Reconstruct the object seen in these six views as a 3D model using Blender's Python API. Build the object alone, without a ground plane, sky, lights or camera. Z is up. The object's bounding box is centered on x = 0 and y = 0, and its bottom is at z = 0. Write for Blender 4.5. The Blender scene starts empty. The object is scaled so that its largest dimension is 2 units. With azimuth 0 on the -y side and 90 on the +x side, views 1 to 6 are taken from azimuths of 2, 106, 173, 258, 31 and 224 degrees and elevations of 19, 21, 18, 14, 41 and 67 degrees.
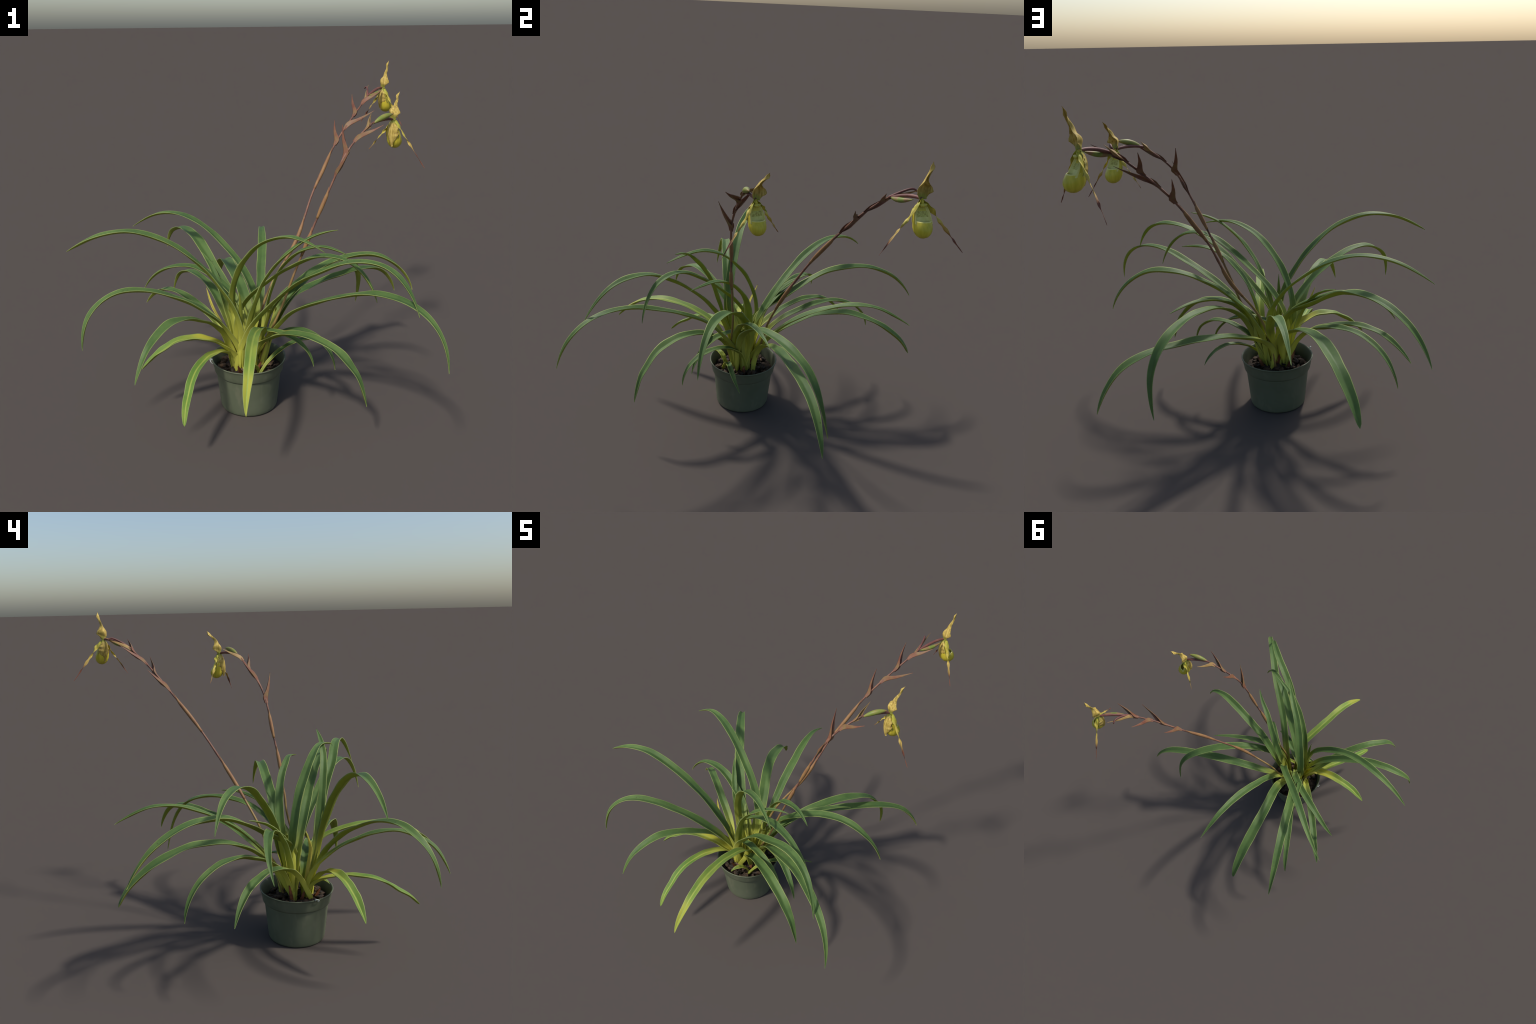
# Potted slipper orchid: green nursery pot, bark, arching strap leaves, two flower stems.
import bpy, bmesh, math, random
import numpy as np
from mathutils import Vector

rng = random.Random(7)
POT = np.array([-0.013, -0.161, 0.0])
HEART = (-0.02, -0.17, 0.25)          # where the leaf fans leave the bark

# ------------------------------------------------------------------ scene helpers
root = bpy.data.objects.new("potted_orchid", None)
bpy.context.scene.collection.objects.link(root)
root.location = POT
root["label"] = "green slipper orchid with two tall flower stems in plastic pot"
root["category"] = "potted plant"
bpy.context.view_layer.update()


def make_object(name, verts, faces, mats, face_mats=None, parent=None, smooth=True):
    me = bpy.data.meshes.new(name)
    me.from_pydata([tuple(map(float, v)) for v in verts], [], faces)
    for m in mats:
        me.materials.append(m)
    if face_mats is not None:
        me.polygons.foreach_set("material_index", face_mats)
    me.polygons.foreach_set("use_smooth", [smooth] * len(me.polygons))
    me.update()
    ob = bpy.data.objects.new(name, me)
    bpy.context.scene.collection.objects.link(ob)
    adopt(ob, parent or root)
    return ob


def adopt(ob, parent):
    ob.parent = parent
    off = Vector((0, 0, 0))
    p = parent
    while p is not None:
        off += p.location
        p = p.parent
    ob.location = -off if parent is root else Vector((0, 0, 0))


def unit(v):
    v = np.asarray(v, float)
    return v / (np.linalg.norm(v) + 1e-12)


def smoothstep(a, b, x):
    t = np.clip((np.asarray(x, float) - a) / (b - a), 0, 1)
    return t * t * (3 - 2 * t)


def bspline(ctrl, t, deg=3):
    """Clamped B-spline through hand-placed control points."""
    P = np.asarray(ctrl, float)
    K = len(P)
    deg = min(deg, K - 1)
    kn = np.concatenate([np.zeros(deg), np.linspace(0, 1, K - deg + 1), np.ones(deg)])
    t = np.clip(np.asarray(t, float), 0, 1 - 1e-9)
    N = [((t >= kn[i]) & (t < kn[i + 1])).astype(float) for i in range(len(kn) - 1)]
    for d in range(1, deg + 1):
        M = []
        for i in range(len(kn) - 1 - d):
            a = np.zeros_like(t)
            if kn[i + d] > kn[i]:
                a = a + (t - kn[i]) / (kn[i + d] - kn[i]) * N[i]
            if kn[i + d + 1] > kn[i + 1]:
                a = a + (kn[i + d + 1] - t) / (kn[i + d + 1] - kn[i + 1]) * N[i + 1]
            M.append(a)
        N = M
    return np.stack(N, -1) @ P


def spine_points(ctrl, n):
    """n points, evenly spaced by length along the spline."""
    c = bspline(ctrl, np.linspace(0, 1, 400))
    d = np.r_[0, np.cumsum(np.linalg.norm(np.diff(c, axis=0), axis=1))]
    s = np.linspace(0, d[-1], n)
    return np.stack([np.interp(s, d, c[:, i]) for i in range(3)], -1), d[-1]


def tangents(P):
    T = np.gradient(P, axis=0)
    return T / (np.linalg.norm(T, axis=1)[:, None] + 1e-12)


def arch_frame(P, ref=None):
    """Width direction B and face normal N along a blade. Without ref the blade lies flat over its arch."""
    T = tangents(P)
    n = len(P)
    if ref is None:
        H = T.copy()
        H[:, 2] = 0
        x = np.arange(n) / (n - 1)
        w = np.exp(-((x[:, None] - x[None]) / 0.13) ** 2)
        H = w @ H
        H /= np.linalg.norm(H, axis=1)[:, None] + 1e-9
        B = np.stack([-H[:, 1], H[:, 0], np.zeros(n)], -1)
    else:
        B = np.cross(np.broadcast_to(np.asarray(ref, float), T.shape), T)
    B = B - (B * T).sum(1)[:, None] * T
    B /= np.linalg.norm(B, axis=1)[:, None] + 1e-9
    N = np.cross(T, B)
    return T, B, N


US = np.array([-1, -.88, -.66, -.4, -.16, 0, .16, .4, .66, .88, 1.0])


def blade(name, ctrl, width, fold, mats, n=60, twist=None, thick=0.004, ref=None, us=US,
          margin=0.87, rib=0.1, curl=None, wave=None, parent=None, seed=0, sink=0.0, crown=0.0):
    """A leaf-like solid: width(t), fold(t) (half-fold angle, radians), twist(t) along its spine.
    mats = [upper face, margin, underside, rib]."""
    P, L = spine_points(ctrl, n)
    t = np.linspace(0, 1, n)
    T, B, N = arch_frame(P, ref)
    tw = twist(t) if twist else np.zeros(n)
    c, s = np.cos(tw)[:, None], np.sin(tw)[:, None]
    B, N = B * c + N * s, N * c - B * s
    w = width(t) / 2
    fo = fold(t)
    m = len(us)
    r = np.random.RandomState(seed)
    ph = r.rand(6) * 6.28
    edge = 1 + 0.05 * np.sin(t * 11 + ph[0]) + 0.04 * np.sin(t * 17 + ph[1]) * np.sin(t * 47 + ph[2])
    edge2 = 1 + 0.05 * np.sin(t * 13 + ph[3]) + 0.04 * np.sin(t * 19 + ph[4]) * np.sin(t * 43 + ph[5])
    V, F, FM = [], [], []
    for side in (0, 1):
        for i in range(n):
            for u in us:
                a = abs(u)
                ww = w[i] * (edge[i] if u > 0 else edge2[i])
                soft = math.sqrt(u * u + 0.004) - 0.0632
                lat = ww * u * math.cos(fo[i])
                up = ww * (soft - sink) * math.sin(fo[i])
                if wave:
                    up += wave(t[i], u) * ww
                if curl:
                    up += curl(t[i]) * ww * u * u
                h = thick * (1 - 0.65 * a * a) * min(1, 0.35 + w[i] / 0.02)
                p = P[i] + B[i] * lat + N[i] * (up + crown * h - (h if side else 0))
                V.append(p)
    off = n * m
    for i in range(n - 1):
        for j in range(m - 1):
            a, b, c_, d = i * m + j, i * m + j + 1, (i + 1) * m + j + 1, (i + 1) * m + j
            um = abs(us[j] + us[j + 1]) / 2
            F.append((a, b, c_, d))
            FM.append(1 if um > margin else (3 if um < rib else 0))
            F.append((off + d, off + c_, off + b, off + a))
            FM.append(1 if um > margin else 2)
        for j, flip in ((0, False), (m - 1, True)):
            a, b, c_, d = i * m + j, (i + 1) * m + j, off + (i + 1) * m + j, off + i * m + j
            F.append((d, c_, b, a) if flip else (a, b, c_, d))
            FM.append(1)
    for i, flip in ((0, True), (n - 1, False)):
        for j in range(m - 1):
            a, b, c_, d = i * m + j, i * m + j + 1, off + i * m + j + 1, off + i * m + j
            F.append((d, c_, b, a) if not flip else (a, b, c_, d))
            FM.append(1)
    return make_object(name, V, F, mats, FM, parent)


def tube(name, P, radius, mats, sides=12, parent=None, flat=None, caps=True):
    """Round rod along points P with radius per point."""
    P = np.asarray(P, float)
    n = len(P)
    T = tangents(P)
    ref = unit(np.cross(T[0], [0.3, 0.5, 0.81]))
    V, F = [], []
    for i in range(n):
        ref = unit(ref - T[i] * (ref @ T[i]))
        b = np.cross(T[i], ref)
        for k in range(sides):
            a = 2 * math.pi * k / sides
            V.append(P[i] + radius[i] * (ref * math.cos(a) + b * math.sin(a) * (flat or 1)))
    for i in range(n - 1):
        for k in range(sides):
            k2 = (k + 1) % sides
            F.append((i * sides + k, i * sides + k2, (i + 1) * sides + k2, (i + 1) * sides + k))
    if caps:
        F.append(tuple(range(sides))[::-1])
        F.append(tuple((n - 1) * sides + k for k in range(sides)))
    return make_object(name, V, F, mats, None, parent)


# ------------------------------------------------------------------ materials
class Graph:
    def __init__(self, name, rough=0.5):
        self.mat = bpy.data.materials.new(name)
        self.mat.use_nodes = True
        self.nt = self.mat.node_tree
        self.b = self.nt.nodes["Principled BSDF"]
        self.b.inputs["Roughness"].default_value = rough
        self.b.inputs["Specular IOR Level"].default_value = 0.28
        self.out = self.nt.nodes["Material Output"]
        self.co = self.nt.nodes.new("ShaderNodeTexCoord").outputs["Object"]

    def node(self, kind, **kw):
        nd = self.nt.nodes.new(kind)
        for k, v in kw.items():
            if k.startswith("i_"):
                nd.inputs[k[2:].replace("_", " ")].default_value = v
            else:
                setattr(nd, k, v)
        return nd

    def link(self, a, b):
        self.nt.links.new(a, b)

    def noise(self, scale, detail=3, stretch=None, rough=0.55):
        nd = self.node("ShaderNodeTexNoise")
        nd.inputs["Scale"].default_value = scale
        nd.inputs["Detail"].default_value = detail
        nd.inputs["Roughness"].default_value = rough
        co = self.co
        if stretch:
            mp = self.node("ShaderNodeMapping")
            mp.inputs["Scale"].default_value = stretch
            self.link(co, mp.inputs["Vector"])
            co = mp.outputs["Vector"]
        self.link(co, nd.inputs["Vector"])
        return nd.outputs["Fac"]

    def math(self, op, a, b=None, clamp=False):
        nd = self.node("ShaderNodeMath", operation=op, use_clamp=clamp)
        for i, v in enumerate((a, b)):
            if v is None:
                continue
            if isinstance(v, (int, float)):
                nd.inputs[i].default_value = v
            else:
                self.link(v, nd.inputs[i])
        return nd.outputs[0]

    def ramp(self, fac, stops):
        nd = self.node("ShaderNodeValToRGB")
        el = nd.color_ramp.elements
        while len(el) < len(stops):
            el.new(0.5)
        for e, (p, c) in zip(el, stops):
            e.position = p
            e.color = (c, c, c, 1) if isinstance(c, (int, float)) else (*c, 1)
        self.link(fac, nd.inputs["Fac"])
        return nd.outputs["Color"]

    def mix(self, fac, a, b, blend="MIX"):
        nd = self.node("ShaderNodeMix", data_type="RGBA", blend_type=blend)
        for sock, v in ((nd.inputs[0], fac), (nd.inputs[6], a), (nd.inputs[7], b)):
            if isinstance(v, (int, float)):
                sock.default_value = v
            elif isinstance(v, tuple):
                sock.default_value = (*v, 1)
            else:
                self.link(v, sock)
        return nd.outputs[2]

    def distance(self, centre, wobble=0.0, scale=9):
        nd = self.node("ShaderNodeVectorMath", operation="DISTANCE")
        self.link(self.co, nd.inputs[0])
        nd.inputs[1].default_value = centre
        d = nd.outputs["Value"]
        if wobble:
            d = self.math("ADD", d, self.math("MULTIPLY", self.math("SUBTRACT", self.noise(scale), 0.5), wobble))
        return d

    def band(self, v, a, b):
        nd = self.node("ShaderNodeMapRange", clamp=True)
        nd.interpolation_type = "SMOOTHSTEP"
        nd.inputs["From Min"].default_value = a
        nd.inputs["From Max"].default_value = b
        self.link(v, nd.inputs["Value"])
        return nd.outputs["Result"]

    def bump(self, h, strength=0.3, dist=0.003):
        nd = self.node("ShaderNodeBump")
        nd.inputs["Strength"].default_value = strength
        nd.inputs["Distance"].default_value = dist
        self.link(h, nd.inputs["Height"])
        self.link(nd.outputs["Normal"], self.b.inputs["Normal"])

    def colour(self, c):
        if isinstance(c, tuple):
            self.b.inputs["Base Color"].default_value = (*c, 1)
        else:
            self.link(c, self.b.inputs["Base Color"])

    def translucent(self, c, amount):
        tr = self.node("ShaderNodeBsdfTranslucent")
        if isinstance(c, tuple):
            tr.inputs["Color"].default_value = (*c, 1)
        else:
            self.link(c, tr.inputs["Color"])
        mx = self.node("ShaderNodeMixShader")
        mx.inputs[0].default_value = amount
        self.link(self.b.outputs[0], mx.inputs[1])
        self.link(tr.outputs[0], mx.inputs[2])
        self.link(mx.outputs[0], self.out.inputs["Surface"])
        return self.mat


GREEN = (0.104, 0.178, 0.046)
DEEP = (0.058, 0.116, 0.031)
LIME = (0.72, 0.71, 0.120)  # leaf-base yellow, lightened to carry the sun glare baked into the crown
YELLOW = (0.56, 0.50, 0.055)


def leaf_material(name, dark, mid, heart, patches=None, speck=True, rough=0.55, trans=0.22, reach=(0.09, 0.44)):
    """Green blade: lime toward the heart of the plant, blotchy green outward; optional yellow patches."""
    g = Graph(name, rough)
    big = g.math("ADD", g.math("MULTIPLY", g.noise(4, 3), 0.6), g.math("MULTIPLY", g.noise(17, 3), 0.4))
    col = g.ramp(big, [(0.36, dark), (0.62, mid)])
    fine = g.noise(120, 2)
    col = g.mix(g.math("MULTIPLY", g.math("SUBTRACT", fine, 0.35), 0.35), col, tuple(min(1, 1.5 * v) for v in mid))
    d = g.distance(HEART, 0.12, 7)
    col = g.mix(g.math("SUBTRACT", 1.0, g.band(d, *reach)), col, heart)
    if patches:
        near, far, colour = patches
        m = g.math("MULTIPLY", g.band(d, near - 0.07, near + 0.09),
                   g.math("SUBTRACT", 1.0, g.band(d, far - 0.05, far + 0.10)))
        m = g.math("MULTIPLY", m, g.math("MULTIPLY", g.band(g.noise(3.5, 2), 0.34, 0.62), 0.9))
        col = g.mix(m, col, colour)
    if speck:
        v = g.node("ShaderNodeTexVoronoi")
        v.inputs["Scale"].default_value = 42
        g.link(g.co, v.inputs["Vector"])
        m = g.math("MULTIPLY", g.math("LESS_THAN", v.outputs["Distance"], 0.16),
                   g.math("GREATER_THAN", g.noise(4.3, 1), 0.63))
        col = g.mix(g.math("MULTIPLY", m, 0.7), col, (0.05, 0.06, 0.02))
    g.colour(col)
    g.bump(g.noise(70, 3), 0.12, 0.002)
    g.b.inputs["Specular IOR Level"].default_value = 0.30
    return g.translucent(g.mix(0.6, col, (0.55, 0.60, 0.05)), trans)


M_LEAF = leaf_material("leaf_blade_green", DEEP, GREEN, LIME)
M_UNDER = leaf_material("leaf_underside_olive", (0.215, 0.250, 0.036), (0.290, 0.315, 0.046), (0.70, 0.69, 0.11), speck=False, rough=0.6, trans=0.36)  # albedo raised so undersides keep the baked sunlit look
M_EDGE = leaf_material("leaf_margin_pale", (0.18, 0.25, 0.065), (0.32, 0.37, 0.12), (0.50, 0.49, 0.08), speck=False)
M_RIB = leaf_material("leaf_midrib", (0.056, 0.114, 0.030), (0.100, 0.172, 0.044), (0.44, 0.44, 0.055), speck=False)
M_TIPYEL = leaf_material("leaf_blade_yellowing", (0.11, 0.20, 0.040), (0.17, 0.27, 0.045), LIME, (0.46, 1.2, (0.40, 0.40, 0.050)), speck=False)
M_TIPRIB = leaf_material("leaf_midrib_yellow", (0.26, 0.34, 0.06), (0.32, 0.38, 0.07), LIME, speck=False)
M_TIPGREEN = leaf_material("leaf_blade_bright", (0.10, 0.20, 0.036), (0.15, 0.26, 0.042), LIME, (0.62, 1.2, (0.36, 0.42, 0.050)), speck=False)
M_HEARTYEL = leaf_material("leaf_blade_golden", (0.11, 0.20, 0.040), (0.17, 0.27, 0.045), YELLOW, (0.16, 0.40, (0.50, 0.46, 0.05)), speck=False)
M_STRAW = leaf_material("leaf_straw", (0.58, 0.50, 0.08), (0.66, 0.57, 0.12), (0.44, 0.38, 0.09), speck=False)
M_YOUNG = leaf_material("leaf_blade_young", DEEP, GREEN, (0.34, 0.38, 0.05), reach=(0.06, 0.20), speck=False)
M_YOUNGUNDER = leaf_material("leaf_underside_young", (0.150, 0.190, 0.028), (0.205, 0.240, 0.034), (0.40, 0.41, 0.05), speck=False, rough=0.6, trans=0.3, reach=(0.08, 0.30))
LEAF_SETS = {
    "young": [M_YOUNG, M_EDGE, M_YOUNGUNDER, M_YOUNG],
    "green": [M_LEAF, M_EDGE, M_UNDER, M_RIB],
    "tip_yellow": [M_TIPYEL, M_EDGE, M_UNDER, M_TIPRIB],
    "rib_yellow": [M_TIPGREEN, M_EDGE, M_UNDER, M_TIPRIB],
    "heart_yellow": [M_HEARTYEL, M_EDGE, M_UNDER, M_TIPRIB],
    "straw": [M_STRAW, M_STRAW, M_STRAW, M_STRAW],
}

# ------------------------------------------------------------------ leaves
leaf_no = 0


def add_leaf(width, look, spine, lean=0.0, spin=0.0, blunt=0.0):
    """One strap leaf: folded into a keel at its base, opening to a shallow gutter, tapering over its outer half."""
    global leaf_no
    leaf_no += 1
    r = random.Random(leaf_no * 13)
    spine = [tuple(np.array(spine[0]) + (np.array(spine[0]) - np.array(spine[1])) * 0.04 - np.array((0, 0, 0.028)))] + list(spine[1:])
    open_at = 0.30 + 0.1 * r.random()
    gutter = math.radians(21 + 7 * r.random())

    def w(t):
        base = 0.62 + 0.24 * smoothstep(0.0, 0.08, t) + 0.14 * smoothstep(0.10, 0.40, t)
        x = np.clip((t - 0.50) / 0.50, 0, 1)
        tip = np.clip(1 - x ** (2.7 + 2 * blunt), 0, 1) ** (0.92 - 0.35 * min(1, blunt))
        return 0.95 * width * base * (0.03 + 0.97 * tip)

    def fold(t):
        return math.radians(56) + (gutter - math.radians(56)) * smoothstep(0.04, open_at, t) + math.radians(12) * smoothstep(0.75, 1, t)

    def twist(t):
        return math.radians(lean) + math.radians(spin) * smoothstep(0.3, 1, t) + 0.06 * np.sin(t * 7 + leaf_no)

    p1, p2 = r.random() * 6, r.random() * 6

    def wave(t, u):
        return 0.05 * math.sin(t * 23 + p1 + 2 * u) * smoothstep(0.15, 0.5, t) + 0.04 * math.sin(t * 41 + p2 - u)

    return blade("leaf", spine, w, fold, LEAF_SETS[look], n=72, twist=twist, thick=0.0075, wave=wave, seed=leaf_no, sink=0.27, crown=0.35)


add_leaf(0.070, 'green', [(0.029, -0.081, 0.270), (-0.003, -0.071, 0.382), (0.106, 0.018, 0.488), (0.313, 0.149, 0.582), (0.592, 0.319, 0.617), (0.765, 0.431, 0.616), (0.865, 0.498, 0.520), (0.904, 0.525, 0.404)], blunt=0.3)
add_leaf(0.054, 'green', [(0.058, -0.144, 0.249), (0.071, -0.109, 0.462), (0.101, -0.098, 0.641), (0.155, -0.105, 0.783), (0.239, -0.146, 0.891), (0.322, -0.196, 0.946), (0.411, -0.232, 0.958), (0.495, -0.302, 0.935)])
add_leaf(0.068, 'green', [(-0.030, -0.203, 0.270), (-0.084, -0.268, 0.472), (-0.185, -0.326, 0.617), (-0.318, -0.386, 0.726), (-0.485, -0.460, 0.813), (-0.656, -0.519, 0.835), (-0.784, -0.600, 0.721), (-0.785, -0.630, 0.568)])
add_leaf(0.060, 'green', [(-0.030, -0.129, 0.252), (0.057, -0.101, 0.496), (0.010, -0.038, 0.685), (-0.117, 0.057, 0.841), (-0.286, 0.155, 0.974), (-0.457, 0.265, 1.014), (-0.602, 0.343, 0.973), (-0.728, 0.384, 0.881)])
add_leaf(0.066, 'green', [(0.065, -0.174, 0.250), (0.123, -0.155, 0.463), (0.209, -0.080, 0.615), (0.327, 0.038, 0.702), (0.470, 0.199, 0.727), (0.618, 0.399, 0.676), (0.679, 0.467, 0.513), (0.653, 0.505, 0.333)])
add_leaf(0.060, 'green', [(-0.058, -0.204, 0.252), (-0.115, -0.191, 0.392), (-0.159, -0.272, 0.518), (-0.232, -0.410, 0.631), (-0.349, -0.586, 0.719), (-0.425, -0.705, 0.671), (-0.462, -0.788, 0.622), (-0.498, -0.829, 0.498)], blunt=0.2)
add_leaf(0.080, 'green', [(-0.049, -0.136, 0.253), (-0.015, -0.051, 0.423), (-0.031, 0.072, 0.539), (-0.096, 0.223, 0.625), (-0.164, 0.425, 0.653), (-0.202, 0.609, 0.594), (-0.242, 0.758, 0.496), (-0.257, 0.811, 0.394)], blunt=1.0)
add_leaf(0.060, 'green', [(-0.096, -0.226, 0.259), (-0.126, -0.155, 0.386), (-0.191, -0.090, 0.471), (-0.286, -0.017, 0.524), (-0.392, 0.075, 0.566), (-0.513, 0.185, 0.562), (-0.590, 0.255, 0.510), (-0.658, 0.300, 0.416)], blunt=0.3)
add_leaf(0.062, 'green', [(-0.005, -0.122, 0.256), (0.134, -0.208, 0.487), (0.231, -0.300, 0.642), (0.352, -0.392, 0.715), (0.500, -0.488, 0.804), (0.710, -0.672, 0.883), (0.885, -0.812, 0.764), (0.893, -0.860, 0.581)])
add_leaf(0.064, 'green', [(-0.079, -0.220, 0.260), (-0.029, -0.279, 0.495), (0.102, -0.328, 0.664), (0.217, -0.394, 0.805), (0.336, -0.487, 0.913), (0.557, -0.567, 1.033), (0.723, -0.691, 0.967), (0.770, -0.762, 0.804)])
add_leaf(0.070, 'green', [(0.051, -0.144, 0.250), (0.060, -0.086, 0.428), (0.132, -0.080, 0.585), (0.262, -0.101, 0.720), (0.449, -0.091, 0.840), (0.714, -0.110, 0.905), (0.857, -0.107, 0.746), (0.877, -0.102, 0.667)])
add_leaf(0.064, 'green', [(-0.043, -0.229, 0.263), (-0.029, -0.288, 0.538), (-0.120, -0.305, 0.739), (-0.252, -0.312, 0.899), (-0.395, -0.328, 1.019), (-0.617, -0.317, 1.089), (-0.802, -0.318, 1.029), (-0.918, -0.306, 0.956)], blunt=0.3)
add_leaf(0.060, 'green', [(-0.024, -0.123, 0.251), (-0.004, -0.137, 0.439), (-0.052, -0.093, 0.579), (-0.159, -0.012, 0.676), (-0.322, 0.059, 0.751), (-0.455, 0.100, 0.730), (-0.573, 0.123, 0.679), (-0.626, 0.107, 0.585)])
add_leaf(0.054, 'rib_yellow', [(-0.056, -0.222, 0.252), (-0.089, -0.204, 0.336), (-0.144, -0.282, 0.393), (-0.220, -0.414, 0.428), (-0.276, -0.577, 0.400), (-0.285, -0.648, 0.332), (-0.295, -0.707, 0.311), (-0.293, -0.772, 0.244)], blunt=1.0)
add_leaf(0.050, 'green', [(-0.073, -0.204, 0.250), (-0.023, -0.267, 0.466), (0.028, -0.312, 0.654), (0.075, -0.338, 0.812), (0.150, -0.371, 0.928), (0.255, -0.399, 1.035), (0.352, -0.399, 1.086), (0.435, -0.411, 1.100)])
add_leaf(0.050, 'green', [(0.058, -0.180, 0.252), (0.097, -0.204, 0.449), (0.164, -0.139, 0.588), (0.270, -0.079, 0.683), (0.365, 0.008, 0.730), (0.427, 0.052, 0.738), (0.494, 0.105, 0.740), (0.564, 0.159, 0.725)])
add_leaf(0.058, 'green', [(-0.014, -0.137, 0.295), (0.038, -0.028, 0.457), (0.056, 0.080, 0.585), (0.051, 0.206, 0.683), (0.059, 0.373, 0.770), (0.051, 0.549, 0.818), (0.046, 0.676, 0.797), (0.043, 0.807, 0.726)])
add_leaf(0.072, 'heart_yellow', [(-0.042, -0.194, 0.266), (-0.090, -0.256, 0.376), (-0.181, -0.275, 0.446), (-0.286, -0.305, 0.477), (-0.386, -0.318, 0.464), (-0.439, -0.337, 0.429), (-0.508, -0.347, 0.386), (-0.569, -0.358, 0.315)], blunt=0.4)
add_leaf(0.058, 'green', [(-0.051, -0.145, 0.250), (-0.105, -0.106, 0.480), (-0.106, -0.122, 0.676), (-0.033, -0.173, 0.858), (0.067, -0.270, 0.997), (0.199, -0.347, 1.059), (0.288, -0.423, 1.046), (0.368, -0.491, 1.014)])
add_leaf(0.076, 'green', [(-0.025, -0.145, 0.257), (-0.024, -0.170, 0.481), (-0.101, -0.082, 0.613), (-0.202, 0.084, 0.693), (-0.299, 0.233, 0.837), (-0.473, 0.540, 0.865), (-0.568, 0.710, 0.730), (-0.590, 0.761, 0.627)])
add_leaf(0.072, 'young', [(0.038, -0.208, 0.250), (0.008, -0.232, 0.367), (0.093, -0.299, 0.478), (0.242, -0.395, 0.560), (0.437, -0.520, 0.531), (0.521, -0.558, 0.420), (0.552, -0.580, 0.381), (0.586, -0.597, 0.247)])
add_leaf(0.048, 'young', [(0.047, -0.121, 0.260), (0.083, -0.135, 0.376), (0.160, -0.169, 0.452), (0.254, -0.226, 0.494), (0.365, -0.305, 0.491), (0.438, -0.367, 0.405), (0.448, -0.368, 0.323)])
add_leaf(0.058, 'green', [(-0.055, -0.138, 0.252), (-0.116, -0.073, 0.431), (-0.177, 0.024, 0.530), (-0.231, 0.134, 0.578), (-0.295, 0.212, 0.614), (-0.423, 0.382, 0.620), (-0.500, 0.497, 0.509), (-0.522, 0.511, 0.400)])
add_leaf(0.036, 'young', [(0.051, -0.270, 0.255), (0.141, -0.190, 0.399), (0.325, -0.155, 0.431), (0.407, -0.042, 0.321)])
add_leaf(0.064, 'tip_yellow', [(-0.044, -0.235, 0.250), (0.062, -0.229, 0.415), (0.076, -0.300, 0.535), (0.042, -0.456, 0.604), (0.023, -0.706, 0.635), (0.018, -0.856, 0.575), (0.006, -0.960, 0.492), (0.010, -0.996, 0.447)], blunt=0.5)
add_leaf(0.060, 'green', [(-0.079, -0.138, 0.264), (-0.087, -0.134, 0.517), (-0.005, -0.207, 0.674), (0.127, -0.273, 0.805), (0.268, -0.364, 0.935), (0.433, -0.454, 1.007), (0.579, -0.514, 0.911), (0.622, -0.516, 0.769)])
add_leaf(0.054, 'young', [(-0.034, -0.196, 0.251), (-0.075, -0.180, 0.379), (-0.032, -0.202, 0.459), (0.082, -0.248, 0.501), (0.238, -0.315, 0.493), (0.322, -0.347, 0.408), (0.337, -0.359, 0.337)])
add_leaf(0.046, 'green', [(-0.063, -0.129, 0.249), (-0.110, -0.107, 0.478), (-0.161, -0.054, 0.647), (-0.220, 0.032, 0.754), (-0.288, 0.153, 0.795)])
add_leaf(0.030, 'green', [(-0.055, -0.235, 0.250), (-0.050, -0.262, 0.420), (-0.040, -0.280, 0.600), (-0.049, -0.300, 0.738)])
add_leaf(0.026, 'straw', [(-0.061, -0.184, 0.256), (-0.126, -0.198, 0.464), (-0.191, -0.203, 0.573), (-0.218, -0.173, 0.635), (-0.234, -0.153, 0.699)])
# young leaf by the front fan, and torn sheath stubs in the middle of the clump
add_leaf(0.034, "young", [(0.045, -0.245, 0.245), (0.035, -0.265, 0.325), (-0.005, -0.325, 0.335), (-0.030, -0.350, 0.295)])


def add_stub(width, spine, fold_deg):
    blade("leaf_sheath", spine, lambda t: width * (0.9 + 0.1 * np.sin(t * 5)), lambda t: math.radians(fold_deg) + 0 * t,
          [M_SHEATH, M_EDGE, M_SHEATH, M_SHEATH], n=18, thick=0.005, seed=int(width * 9999))


M_SHEATH = leaf_material("leaf_sheath_lime", (0.30, 0.33, 0.05), (0.40, 0.42, 0.07), (0.36, 0.36, 0.06), speck=False, trans=0.1)
add_stub(0.056, [(0.035, -0.125, 0.225), (0.060, -0.124, 0.35), (0.085, -0.125, 0.46), (0.1065, -0.1255, 0.560)], 38)
add_stub(0.050, [(0.060, -0.140, 0.225), (0.090, -0.136, 0.35), (0.120, -0.132, 0.46), (0.1460, -0.1300, 0.568)], 42)
add_stub(0.044, [(-0.050, -0.150, 0.225), (-0.056, -0.152, 0.29), (-0.058, -0.155, 0.34), (-0.062, -0.160, 0.39)], 50)
add_stub(0.046, [(-0.052, -0.232, 0.225), (-0.052, -0.238, 0.28), (-0.050, -0.244, 0.32), (-0.050, -0.250, 0.365)], 50)

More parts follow.
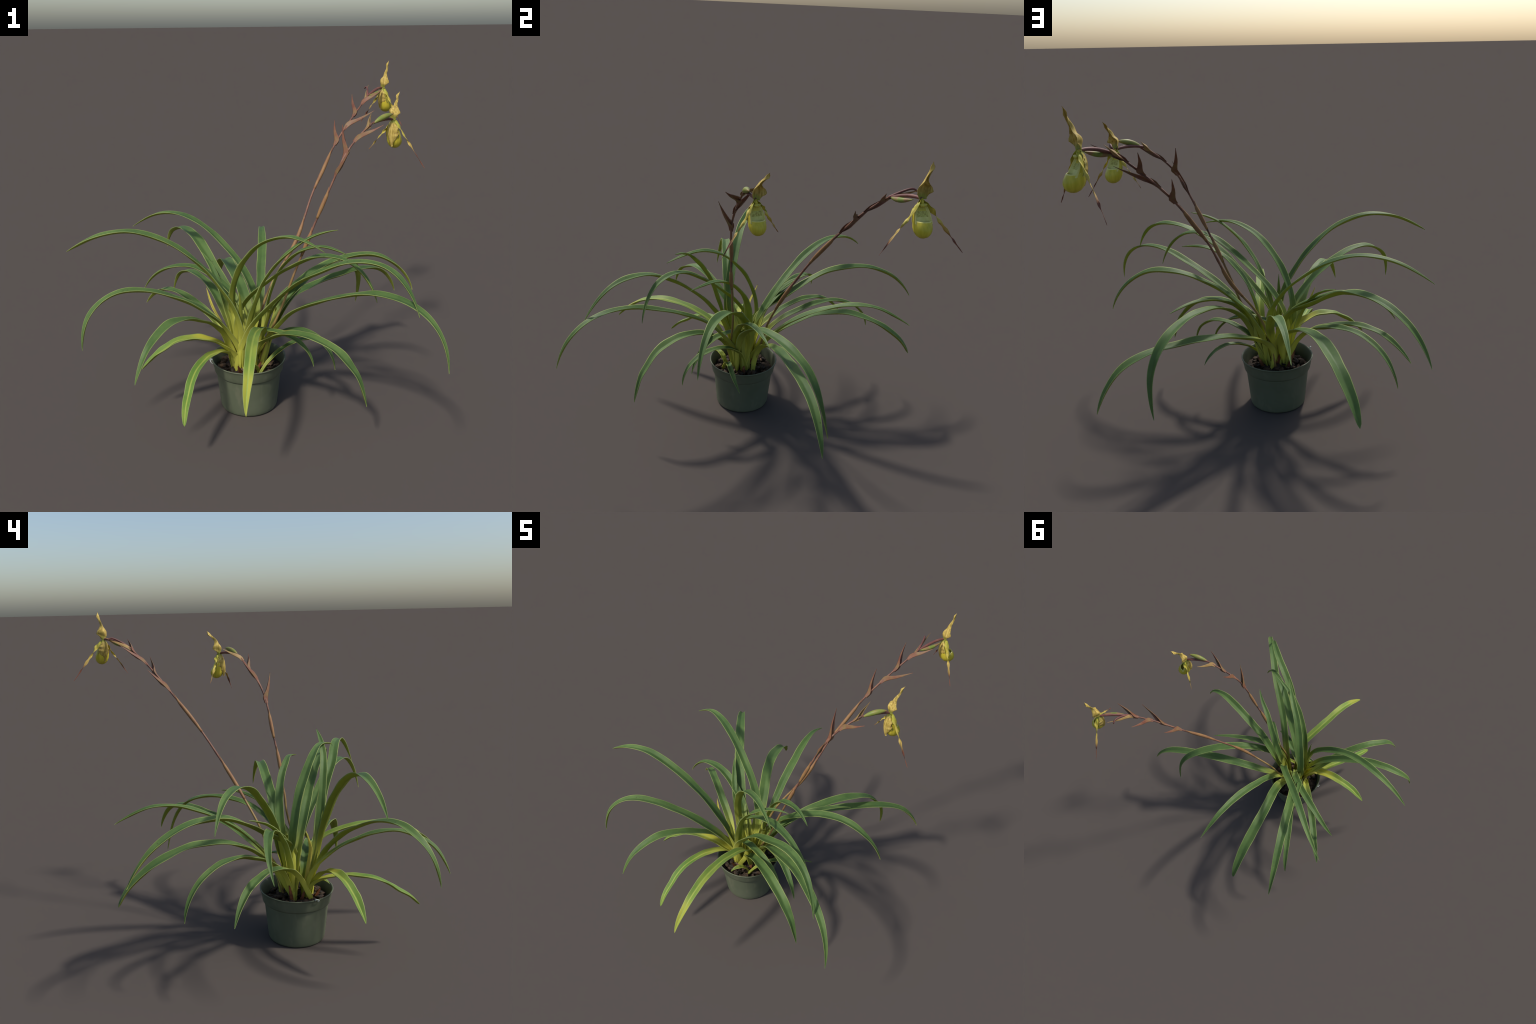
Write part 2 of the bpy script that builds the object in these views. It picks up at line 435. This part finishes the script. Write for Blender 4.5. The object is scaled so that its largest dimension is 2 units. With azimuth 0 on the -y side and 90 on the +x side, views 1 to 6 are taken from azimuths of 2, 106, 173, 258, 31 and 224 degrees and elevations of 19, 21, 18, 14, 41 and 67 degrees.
# reddish dry base scales
g = Graph("dry_scale_brown", 0.7)
g.colour(g.ramp(g.noise(30, 4), [(0.3, (0.10, 0.035, 0.018)), (0.6, (0.24, 0.085, 0.035)), (0.8, (0.34, 0.20, 0.08))]))
M_SCALE = g.mat
for x, y, h, dx, dy in ((-0.075, -0.115, 0.13, -0.03, 0.02), (-0.085, -0.17, 0.09, -0.03, -0.01), (-0.055, -0.255, 0.08, -0.01, -0.03),
                        (0.07, -0.13, 0.09, 0.03, 0.01), (-0.01, -0.13, 0.13, -0.02, 0.03), (0.04, -0.215, 0.08, 0.02, -0.02)):
    blade("base_scale", [(x, y, 0.215), (x + dx * 0.4, y + dy * 0.4, 0.215 + h * 0.4), (x + dx * 0.8, y + dy * 0.8, 0.215 + h * 0.75), (x + dx, y + dy, 0.215 + h)],
          lambda t: 0.040 * (1 - 0.75 * t ** 2), lambda t: 0.9 + 0 * t, [M_SCALE] * 4, n=14, thick=0.004, seed=int(1000 * abs(x)))

# ------------------------------------------------------------------ pot
g = Graph("pot_plastic_green", 0.5)
pc = g.ramp(g.noise(9, 5), [(0.3, (0.088, 0.104, 0.062)), (0.7, (0.112, 0.126, 0.080))])
dust = g.math("MULTIPLY", g.band(g.noise(26, 6, (1, 1, 0.35)), 0.52, 0.72), 0.28)
pc = g.mix(dust, pc, (0.19, 0.18, 0.12))
g.colour(pc)
g.bump(g.noise(60, 3, (1, 1, 0.2)), 0.05, 0.002)
M_POT = g.mat

PROFILE = [(0.0, 0.010), (0.136, 0.010), (0.142, 0.006), (0.147, 0.0), (0.1515, 0.0005), (0.1555, 0.004), (0.1585, 0.012), (0.161, 0.030), (0.1655, 0.075), (0.1705, 0.125),
           (0.1765, 0.185), (0.1792, 0.2080), (0.1797, 0.2115), (0.1790, 0.2135), (0.1802, 0.2155), (0.1840, 0.2180), (0.1880, 0.2215), (0.1905, 0.227), (0.1955, 0.255), (0.2005, 0.280), (0.2025, 0.286),
           (0.2055, 0.2890), (0.2060, 0.2925), (0.2035, 0.2950), (0.1995, 0.2930), (0.1960, 0.287), (0.1880, 0.255), (0.1810, 0.222), (0.176, 0.19), (0.168, 0.16), (0.0, 0.155)]
SEG = 96
V, F = [], []
for r_, z in PROFILE:
    for k in range(SEG):
        a = 2 * math.pi * k / SEG
        wob = 1 + 0.006 * math.sin(2 * a + 0.7) * (z / 0.29) + 0.003 * math.sin(5 * a) * (z / 0.29)
        V.append((POT[0] + r_ * wob * math.cos(a), POT[1] + r_ * wob * math.sin(a), z))
for i in range(len(PROFILE) - 1):
    for k in range(SEG):
        k2 = (k + 1) % SEG
        F.append((i * SEG + k, i * SEG + k2, (i + 1) * SEG + k2, (i + 1) * SEG + k))
pot = make_object("flower_pot", V, F, [M_POT])

# torn curl of plastic on the rim
g = Graph("torn_plastic_pale", 0.45)
g.colour(g.ramp(g.noise(60, 2), [(0.4, (0.30, 0.34, 0.30)), (0.6, (0.50, 0.53, 0.48))]))
M_TORN = g.mat
ca = math.radians(197)
cdir = np.array([math.cos(ca), math.sin(ca), 0])
cp = POT + cdir * 0.2045 + np.array([0, 0, 0.291])
cside = np.array([-cdir[1], cdir[0], 0])
curl = [cp + cdir * (0.004 + 0.013 * math.cos(a) * 0.6) + cside * 0.012 * math.sin(a) + np.array([0, 0, 0.010 * math.cos(a + 0.8)]) for a in np.linspace(-2.4, 2.6, 22)]
tube("torn_rim_curl", curl, np.linspace(0.0035, 0.0016, 22), [M_TORN], 8)

# ------------------------------------------------------------------ bark
g = Graph("bark_dark", 0.85)
bc = g.ramp(g.noise(38, 5), [(0.30, (0.012, 0.009, 0.007)), (0.52, (0.035, 0.024, 0.017)), (0.72, (0.080, 0.050, 0.030))])
g.colour(bc)
g.bump(g.noise(90, 5), 0.6, 0.006)
M_BARK = g.mat
g = Graph("bark_chip_brown", 0.8)
oi = g.node("ShaderNodeObjectInfo").outputs["Random"]
c1 = g.ramp(g.noise(26, 4), [(0.25, (0.020, 0.014, 0.010)), (0.5, (0.075, 0.048, 0.030)), (0.7, (0.16, 0.10, 0.060)), (0.9, (0.26, 0.19, 0.12))])
c2 = g.ramp(g.noise(14, 4), [(0.35, (0.015, 0.012, 0.010)), (0.65, (0.060, 0.045, 0.035))])
g.colour(g.mix(g.band(oi, 0.35, 0.75), c1, c2))
g.bump(g.noise(70, 5), 0.5, 0.005)
M_CHIP = g.mat

V, F = [], []
RINGS, SEG2 = 26, 72
nz = np.random.RandomState(3)
ph = nz.rand(8) * 6.28
for i in range(RINGS):
    rr = 0.178 * i / (RINGS - 1)
    for k in range(SEG2):
        a = 2 * math.pi * k / SEG2
        x, y = rr * math.cos(a), rr * math.sin(a)
        z = 0.226 + 0.006 * math.sin(x * 95 + ph[0]) * math.sin(y * 88 + ph[1]) + 0.004 * math.sin(x * 210 + y * 160 + ph[2]) + 0.012 * (1 - rr / 0.178)
        V.append((POT[0] + x, POT[1] + y, z))
for i in range(RINGS - 1):
    for k in range(SEG2):
        k2 = (k + 1) % SEG2
        F.append((i * SEG2 + k, (i + 1) * SEG2 + k, (i + 1) * SEG2 + k2, i * SEG2 + k2))
soil = make_object("potting_bark", V, F, [M_BARK])
soil["kind"] = "stuff"


def chip_mesh(seed):
    r = np.random.RandomState(seed)
    bm = bmesh.new()
    bmesh.ops.create_icosphere(bm, subdivisions=2, radius=1)
    d = r.randn(5, 3)
    for v in bm.verts:
        p = np.array(v.co)
        k = 1 + 0.18 * math.sin(3 * p @ d[0]) + 0.14 * math.sin(4 * p @ d[1] + 1)
        p = np.sign(p) * np.abs(p) ** 0.7 * k
        v.co = Vector((p[0] * 0.017, p[1] * 0.012, p[2] * 0.0065))
    me = bpy.data.meshes.new("bark_chip")
    bm.to_mesh(me)
    bm.free()
    me.materials.append(M_CHIP)
    me.polygons.foreach_set("use_smooth", [True] * len(me.polygons))
    return me


chips = [chip_mesh(s) for s in range(6)]
for i in range(120):
    rr = 0.158 * math.sqrt(rng.random())
    a = rng.random() * 2 * math.pi
    ob = bpy.data.objects.new("bark_chip", chips[i % 6])
    bpy.context.scene.collection.objects.link(ob)
    ob.parent = soil
    sc = 0.6 + 0.8 * rng.random()
    ob.scale = (sc, sc, sc)
    ob.rotation_euler = (rng.uniform(-0.6, 0.6), rng.uniform(-0.6, 0.6), rng.uniform(0, 6.28))
    ob.location = (POT[0] + rr * math.cos(a), POT[1] + rr * math.sin(a), 0.237 + 0.012 * (1 - rr / 0.18) + rng.uniform(-0.004, 0.006))

# ------------------------------------------------------------------ flower stems
g = Graph("flower_stem_russet", 0.5)
sc_ = g.ramp(g.noise(16, 4), [(0.34, (0.075, 0.042, 0.034)), (0.50, (0.175, 0.078, 0.052)), (0.72, (0.235, 0.120, 0.070))])
zz = g.node("ShaderNodeSeparateXYZ")
g.link(g.co, zz.inputs[0])
low = g.math("SUBTRACT", 1.0, g.band(g.math("ADD", zz.outputs["Z"], g.math("MULTIPLY", g.noise(11), 0.3)), 0.80, 1.15))
sc_ = g.mix(g.math("MULTIPLY", low, 0.75), sc_, (0.30, 0.205, 0.060))
sc_ = g.mix(g.math("MULTIPLY", g.band(g.noise(34, 5), 0.62, 0.78), 0.5), sc_, (0.36, 0.30, 0.25))
g.colour(sc_)
M_STEM = g.mat
g = Graph("stem_sheath_tan", 0.55)
g.colour(g.ramp(g.noise(14, 4, (1, 1, 0.4)), [(0.3, (0.185, 0.085, 0.042)), (0.55, (0.255, 0.140, 0.054)), (0.75, (0.190, 0.076, 0.046))]))
M_STEMSHEATH = g.mat
g = Graph("bract_russet", 0.5)
bcol = g.ramp(g.noise(20, 4), [(0.28, (0.150, 0.054, 0.036)), (0.50, (0.200, 0.088, 0.048)), (0.68, (0.205, 0.138, 0.058))])
g.colour(bcol)
g.bump(g.noise(90, 3, (1, 1, 0.3)), 0.2, 0.002)
M_BRACT = g.translucent((0.40, 0.14, 0.06), 0.12)
g = Graph("bract_ochre", 0.55)
g.colour(g.ramp(g.noise(24, 4), [(0.3, (0.22, 0.125, 0.045)), (0.6, (0.33, 0.215, 0.075)), (0.8, (0.25, 0.10, 0.05))]))
M_BRACT2 = g.mat
g = Graph("bud_green", 0.45)
g.colour(g.ramp(g.noise(26, 3), [(0.36, (0.15, 0.20, 0.035)), (0.50, (0.21, 0.22, 0.050)), (0.60, (0.23, 0.14, 0.062))]))
M_BUD = g.mat
g = Graph("ovary_purple", 0.5)
g.colour(g.ramp(g.noise(22, 3), [(0.3, (0.090, 0.034, 0.030)), (0.6, (0.170, 0.066, 0.052)), (0.8, (0.20, 0.11, 0.06))]))
M_OVARY = g.mat


def add_stem(ctrl):
    P, L = spine_points(ctrl, 120)
    t = np.linspace(0, 1, 120)
    rad = 0.0070 - 0.0022 * t + 0.0008 * np.maximum(0, np.sin(t * 40)) ** 8
    st = tube("flower_stem", P, rad, [M_STEM], 12)
    return st, P


def stem_sheath(stem, P, t0, t1):
    """Thin tan sheath wrapping the stem, ending in a free point."""
    n = len(P)
    i0, i1 = int(t0 * n), int(t1 * n)
    Q = P[i0:i1 + 1]
    m = len(Q)
    s = np.linspace(0, 1, m)
    rad = 0.0066 + 0.0036 * smoothstep(0, 0.35, s) * (1 - 0.35 * smoothstep(0.5, 0.8, s))
    rad = rad * (1 - smoothstep(0.70, 1.0, s)) + 0.0007
    T = tangents(Q)
    side = unit(np.cross(T[m // 2], (0, 0, 1)))
    lift = np.cross(side, T[m // 2])
    Q2 = Q + np.outer(0.008 * smoothstep(0.75, 1, s), lift)
    tube("stem_sheath", Q2, rad, [M_STEMSHEATH], 12, parent=stem)


def bract(stem, P, node, tip, width, mat, sag=0.0):
    """Boat-shaped bract clasping the stem at its node, its fold open toward the stem."""
    node, tip = np.array(node, float), np.array(tip, float)
    i = int(np.argmin(np.linalg.norm(P - node, axis=1)))
    i = min(max(i, 3), len(P) - 4)
    base = P[i]
    axis = unit(P[i + 2] - P[i - 2])
    d = tip - base
    L = np.linalg.norm(d)
    outward = unit(d - axis * (d @ axis))
    ref = -outward
    ctrl = [base - axis * 0.012 + outward * 0.007, base + axis * L * 0.12 + outward * 0.010,
            base + d * 0.42 + outward * 0.010 * (1 + sag), base + d * 0.72 + outward * 0.004, tip]

    def w(t):
        return 1.55 * width * (0.5 + 0.5 * smoothstep(0, 0.2, t)) * (0.025 + 0.975 * np.clip(1 - t, 0, 1) ** 1.2)

    return blade("bract", ctrl, w, lambda t: math.radians(78) - math.radians(22) * smoothstep(0.05, 0.4, t), [mat] * 4, n=26, thick=0.0035, ref=ref,
                 us=np.array([-1, -.75, -.45, -.2, 0, .2, .45, .75, 1.0]), parent=stem, seed=i)


def spindle(name, base, tip, radius, mat, parent, fat=0.45, bend=(0, 0, 0)):
    base, tip = np.array(base, float), np.array(tip, float)
    s = np.linspace(0, 1, 22)
    P = base + np.outer(s, tip - base) + np.outer(np.sin(s * math.pi), bend)
    rad = radius * np.sin(np.clip(s, 0.02, 0.985) ** (math.log(0.5) / math.log(fat)) * math.pi) ** 0.8 + 0.0008
    return tube(name, P, rad, [mat], 14, parent=parent)


near_stem, P1 = add_stem([(0.044, -0.180, 0.240), (0.089, -0.206, 0.417), (0.158, -0.182, 0.561), (0.205, -0.157, 0.683), (0.228, -0.163, 0.761), (0.258, -0.148, 0.835),
                          (0.303, -0.150, 0.955), (0.376, -0.118, 1.134), (0.454, -0.110, 1.325), (0.519, -0.044, 1.453), (0.640, 0.022, 1.545)])
far_stem, P2 = add_stem([(0.005, -0.092, 0.240), (0.035, -0.037, 0.437), (0.082, -0.001, 0.592), (0.157, 0.063, 0.722), (0.251, 0.121, 0.845), (0.305, 0.203, 0.990),
                         (0.353, 0.284, 1.127), (0.419, 0.354, 1.230), (0.477, 0.454, 1.363), (0.618, 0.577, 1.529), (0.700, 0.680, 1.618)])
stem_sheath(near_stem, P1, 0.46, 0.57)
stem_sheath(near_stem, P1, 0.605, 0.72)
stem_sheath(far_stem, P2, 0.335, 0.505)
stem_sheath(far_stem, P2, 0.595, 0.75)

bract(near_stem, P1, (0.437, -0.112, 1.288), (0.512, -0.148, 1.442), 0.046, M_BRACT)
bract(near_stem, P1, (0.490, -0.070, 1.390), (0.485, 0.033, 1.534), 0.050, M_BRACT)
bract(near_stem, P1, (0.549, -0.044, 1.458), (0.685, -0.052, 1.545), 0.046, M_BRACT)
bract(near_stem, P1, (0.601, 0.008, 1.508), (0.642, 0.111, 1.581), 0.044, M_BRACT2)
bract(far_stem, P2, (0.484, 0.452, 1.365), (0.492, 0.573, 1.486), 0.050, M_BRACT)
bract(far_stem, P2, (0.560, 0.515, 1.450), (0.723, 0.543, 1.544), 0.046, M_BRACT)
bract(far_stem, P2, (0.598, 0.580, 1.512), (0.607, 0.716, 1.622), 0.046, M_BRACT)
bract(far_stem, P2, (0.662, 0.632, 1.568), (0.783, 0.669, 1.651), 0.046, M_BRACT)
bract(far_stem, P2, (0.685, 0.665, 1.600), (0.717, 0.806, 1.669), 0.034, M_BRACT2)
spindle("flower_bud", (0.640, 0.018, 1.540), (0.752, 0.080, 1.582), 0.0135, M_BUD, near_stem, 0.5, (0.0, 0.0, 0.008))
spindle("flower_bud", (0.700, 0.680, 1.614), (0.795, 0.775, 1.642), 0.0105, M_BUD, far_stem, 0.45, (0.004, -0.004, -0.006))
# spent ovary with a hooked end beside the far flower
hook, _ = spine_points([(0.695, 0.672, 1.612), (0.702, 0.712, 1.640), (0.702, 0.750, 1.660), (0.698, 0.770, 1.664), (0.692, 0.782, 1.650)], 24)
tube("spent_ovary", hook, 0.0066 - 0.0025 * np.linspace(0, 1, 24), [M_OVARY], 10, parent=far_stem)

# ------------------------------------------------------------------ flowers


def flower_materials(o):
    o = tuple(float(v) for v in o)
    g = Graph("petal_gold", 0.55)
    d = g.distance(o, 0.05, 20)
    streak = g.noise(55, 3)
    c = g.ramp(streak, [(0.3, (0.46, 0.37, 0.050)), (0.6, (0.60, 0.50, 0.095))])
    c = g.mix(g.math("SUBTRACT", 1.0, g.band(d, 0.02, 0.07)), c, (0.42, 0.41, 0.050))
    c = g.mix(g.math("MULTIPLY", g.band(d, 0.10, 0.165), 0.55), c, (0.46, 0.27, 0.105))
    c = g.mix(g.band(d, 0.16, 0.235), c, (0.205, 0.075, 0.045))
    g.colour(c)
    petal = g.translucent(c, 0.22)
    g = Graph("sepal_tan", 0.6)
    d = g.distance(o, 0.02, 20)
    vein = g.noise(150, 2, (1, 1, 0.08))
    c = g.ramp(vein, [(0.36, (0.36, 0.25, 0.050)), (0.52, (0.56, 0.41, 0.095)), (0.7, (0.64, 0.48, 0.14))])
    c = g.mix(g.math("SUBTRACT", 1.0, g.band(d, 0.006, 0.034)), c, (0.32, 0.34, 0.055))
    c = g.mix(g.math("MULTIPLY", g.band(g.noise(28, 3), 0.60, 0.70), 0.6), c, (0.23, 0.13, 0.045))
    g.colour(c)
    g.bump(vein, 0.35, 0.002)
    sepal = g.translucent(c, 0.18)
    g = Graph("pouch_yellow_green", 0.34)
    streak = g.noise(70, 2, (1, 1, 0.10))
    c = g.ramp(streak, [(0.35, (0.54, 0.46, 0.036)), (0.65, (0.68, 0.56, 0.060))])  # base colour brightened toward the golden sun highlight on the pouch
    g.colour(c)
    g.bump(streak, 0.25, 0.002)
    pouch = g.translucent((0.5, 0.48, 0.05), 0.14)
    g = Graph("lip_pale_green", 0.45)
    g.colour(g.ramp(g.noise(40, 3), [(0.35, (0.60, 0.55, 0.14)), (0.65, (0.70, 0.63, 0.20))]))  # tinted warmer and paler to offset bluish sky shade inside the lip
    pale = g.mat
    g = Graph("lip_spotted", 0.5)
    g.colour(g.ramp(g.noise(170, 4, None, 0.7), [(0.34, (0.26, 0.155, 0.040)), (0.47, (0.44, 0.40, 0.075)), (0.60, (0.56, 0.53, 0.130))]))
    spot = g.mat
    return petal, sepal, pouch, pale, spot


def add_flower(o, face, sepal, petal_tips, pouch_drop, pouch_reach, synsepal_tip, ped):
    o = np.array(o, float)
    f = unit((face[0], face[1], 0))
    l = np.array([-f[1], f[0], 0])
    u = np.array([0, 0, 1.0])
    petal_m, sepal_m, pouch_m, pale_m, spot_m = flower_materials(o)

    def at(a, b, c):
        return o + l * a + f * b + u * c

    # ovary and pedicel = the flower's own body
    PP, _ = spine_points(ped + [tuple(o)], 26)
    fl = tube("flower", PP, 0.0058 + 0.0022 * np.sin(np.linspace(0.2, 2.9, 26)), [M_OVARY], 12)

    # hooded dorsal sepal
    wide, neck, tip = (np.array(q) for q in sepal)
    ctrl = [o - f * 0.006 - u * 0.004, o * 0.5 + wide * 0.5 - f * 0.016, wide - f * 0.016 + u * 0.004, neck - f * 0.004, neck * 0.45 + tip * 0.55, tip]

    def ws(t):
        return 0.078 * (0.48 + 0.52 * smoothstep(0, 0.20, t)) * (1 - 0.70 * smoothstep(0.30, 0.60, t)) * (1 + 0.25 * np.exp(-((t - 0.86) / 0.06) ** 2)) * (1 - smoothstep(0.86, 1.0, t) * 0.92)

    blade("dorsal_sepal", ctrl, ws, lambda t: math.radians(30) + math.radians(30) * smoothstep(0.35, 0.6, t), [sepal_m] * 4, n=44, thick=0.0022,
          ref=f, twist=lambda t: 1.3 * smoothstep(0.62, 0.95, t), curl=lambda t: 0.35 * (1 - t), parent=fl, seed=3,
          wave=lambda t, q: 0.10 * math.sin(t * 19 + 3 * q))

    # synsepal behind the pouch
    st = np.array(synsepal_tip)
    d = st - o
    ctrl = [o - f * 0.006, o - u * 0.020 - f * 0.022, o + d * 0.45 - f * 0.026, o + d * 0.78 - f * 0.014, st]
    blade("lower_sepal", ctrl, lambda t: 0.074 * (0.35 + 0.65 * smoothstep(0, 0.35, t)) * (1 - 0.82 * smoothstep(0.55, 1.0, t)), lambda t: math.radians(20) + 0 * t,
          [sepal_m] * 4, n=30, thick=0.0022, ref=f, curl=lambda t: 0.45, parent=fl, seed=5, wave=lambda t, q: 0.10 * q * q * math.sin(t * 30 + 2 * q))

    # twisted ribbon petals
    for k, pt in enumerate(petal_tips):
        pt = np.array(pt)
        sgn = 1 if (pt - o) @ l > 0 else -1
        d = pt - o
        ctrl = [o + f * 0.004, at(sgn * 0.022, 0.010, -0.012), o + d * 0.30 + f * 0.010, o + d * 0.55 + f * 0.004, o + d * 0.80, pt]
        ph_ = 1.2 * k + o[0] * 9

        def wp(t, ph_=ph_):
            return (0.023 - 0.009 * smoothstep(0.10, 0.40, t)) * (0.5 + 0.5 * smoothstep(0, 0.1, t)) * (1 - 0.78 * smoothstep(0.55, 1.0, t)) * (1 + 0.22 * np.sin(t * 34 + ph_))

        blade("petal", ctrl, wp, lambda t: 0.25 + 0 * t, [petal_m] * 4, n=64, thick=0.0016, ref=f,
              twist=lambda t, sgn=sgn, ph_=ph_: sgn * (0.9 + 5.6 * smoothstep(0.05, 1.0, t)) + 0.6 * np.sin(t * 16 + ph_), parent=fl, seed=9 + k,
              wave=lambda t, q: 0.22 * math.sin(t * 40 + 2 * q) * (1 - t))

    # slipper pouch: open egg leaning forward, with an inrolled rim
    bf, bz, bl = pouch_reach, -pouch_drop, 0.0
    V, F, FM = [], [], []
    seg = 40
    # (height, forward centre, half width, half depth, back lift)
    rows = [(bz, bf, 0.0015, 0.0015, 0), (bz + 0.0025, bf, 0.014, 0.014, 0), (bz + 0.009, bf - 0.001, 0.0250, 0.027, 0), (bz + 0.019, bf - 0.003, 0.0335, 0.037, 0.002), (bz + 0.031, bf - 0.006, 0.0385, 0.0425, 0.006),
            (bz + 0.043, bf - 0.010, 0.0400, 0.0430, 0.018), (bz + 0.053, bf - 0.014, 0.0392, 0.0405, 0.032), (bz + 0.061, bf - 0.017, 0.0380, 0.0375, 0.044), (bz + 0.0640, bf - 0.018, 0.0368, 0.0355, 0.050),
            (bz + 0.0630, bf - 0.018, 0.0342, 0.0325, 0.049), (bz + 0.055, bf - 0.016, 0.0332, 0.0320, 0.034), (bz + 0.036, bf - 0.009, 0.0320, 0.033, 0.010), (bz + 0.014, bf - 0.003, 0.022, 0.022, 0)]
    for h, cf, a_, b_, back in rows:
        h = bz + (h - bz) * 1.12
        for k in range(seg):
            an = 2 * math.pi * k / seg
            fr = math.cos(an)
            flute = 1 + 0.012 * math.cos(12 * an)
            rise = max(0, 0.25 - fr) ** 1.6 / 1.25 ** 1.6
            V.append(at(bl + a_ * flute * math.sin(an) * (1 - 5.5 * back * rise), cf + b_ * flute * fr * (1 - 3.5 * back * rise), h + back * rise * 1.35))
    for i in range(len(rows) - 1):
        for k in range(seg):
            k2 = (k + 1) % seg
            F.append((i * seg + k, i * seg + k2, (i + 1) * seg + k2, (i + 1) * seg + k))
            FM.append(0 if i < 7 else 1)
    F.append(tuple(range(seg))[::-1])
    FM.append(0)
    make_object("pouch", V, F, [pouch_m, pale_m], FM, fl)

    # infolded lip: pale side lobes framing a spotted panel that rises from the rim to the column
    V, F, FM = [], [], []
    nr, nc = 16, 29
    for side in (0, 1):
        for i in range(nr):
            s = i / (nr - 1)
            h = bz + 0.060 + s * (-bz - 0.060 - 0.024)
            half = 0.0385 * (1 - s) ** 0.7 * (1 - 0.15 * s) + 0.0175 * s + 0.004 * math.sin(s * 3.1)
            cf = (bf + 0.004) * (1 - s) ** 1.2 + 0.010 * s
            for j in range(nc):
                q = j / (nc - 1) * 2 - 1
                a = abs(q)
                # flat panel in the middle, lobes bulging forward at |q|~0.75, then rolling back
                fwd = -0.010 + 0.012 * smoothstep(0.42, 0.74, a) - 0.030 * smoothstep(0.78, 1.0, a)
                lat = half * math.sin(min(a, 1) * math.pi / 2) * (1 if q > 0 else -1)
                V.append(at(bl * (1 - s) * 0.6 + lat, cf + fwd * (0.6 + 0.4 * (1 - s)) - (0.0022 if side else 0), h))
    off = nr * nc
    for i in range(nr - 1):
        for j in range(nc - 1):
            a, b, c_, d_ = i * nc + j, i * nc + j + 1, (i + 1) * nc + j + 1, (i + 1) * nc + j
            mid_ = abs((j + 0.5) / (nc - 1) * 2 - 1)
            F.append((d_, c_, b, a))
            FM.append(2 if mid_ < 0.50 and 5 <= i <= 9 else (1 if mid_ < 0.42 and i > 9 or mid_ > 0.86 else 0))
            F.append((off + a, off + b, off + c_, off + d_))
            FM.append(1)
        for j in (0, nc - 1):
            a, b = i * nc + j, (i + 1) * nc + j
            F.append((a, b, off + b, off + a) if j == 0 else (off + a, off + b, b, a))
            FM.append(0)
    make_object("lip_fold", V, F, [pale_m, pouch_m, spot_m], FM, fl)

    # staminode shield and column
    bm = bmesh.new()
    bmesh.ops.create_uvsphere(bm, u_segments=20, v_segments=12, radius=1)
    for v in bm.verts:
        p = at(v.co.x * 0.0165, 0.014 + v.co.y * 0.0075 + 0.003 * abs(v.co.x), -0.022 + v.co.z * 0.0085 + 0.003 * v.co.x * v.co.x)
        v.co = Vector(p)
    me = bpy.data.meshes.new("staminode")
    bm.to_mesh(me)
    bm.free()
    me.materials.append(spot_m)
    me.materials.append(pouch_m)
    for p in me.polygons:
        p.use_smooth = True
        p.material_index = 0 if p.index % 20 < 9 else 1
    ob = bpy.data.objects.new("staminode", me)
    bpy.context.scene.collection.objects.link(ob)
    adopt(ob, fl)
    spindle("column", at(0, -0.002, 0.004), at(0, 0.012, -0.026), 0.0075, pouch_m, fl)
    return fl


add_flower((0.757, 0.113, 1.548), (0.70, 0.714), [(0.7557, 0.122, 1.588), (0.764, 0.1245, 1.6235), (0.798, 0.184, 1.685)],
           [(0.650, 0.193, 1.377), (0.920, 0.015, 1.308)], 0.154, 0.031, (0.753, 0.091, 1.409), [(0.640, 0.020, 1.543), (0.690, 0.055, 1.558), (0.730, 0.090, 1.558)])
add_flower((0.803, 0.809, 1.651), (0.835, 0.55), [(0.8065, 0.809, 1.6915), (0.8175, 0.814, 1.734), (0.841, 0.836, 1.811)],
           [(0.706, 0.996, 1.418), (0.916, 0.677, 1.433)], 0.150, 0.038, (0.799, 0.810, 1.520), [(0.702, 0.684, 1.616), (0.748, 0.742, 1.648), (0.780, 0.785, 1.655)])
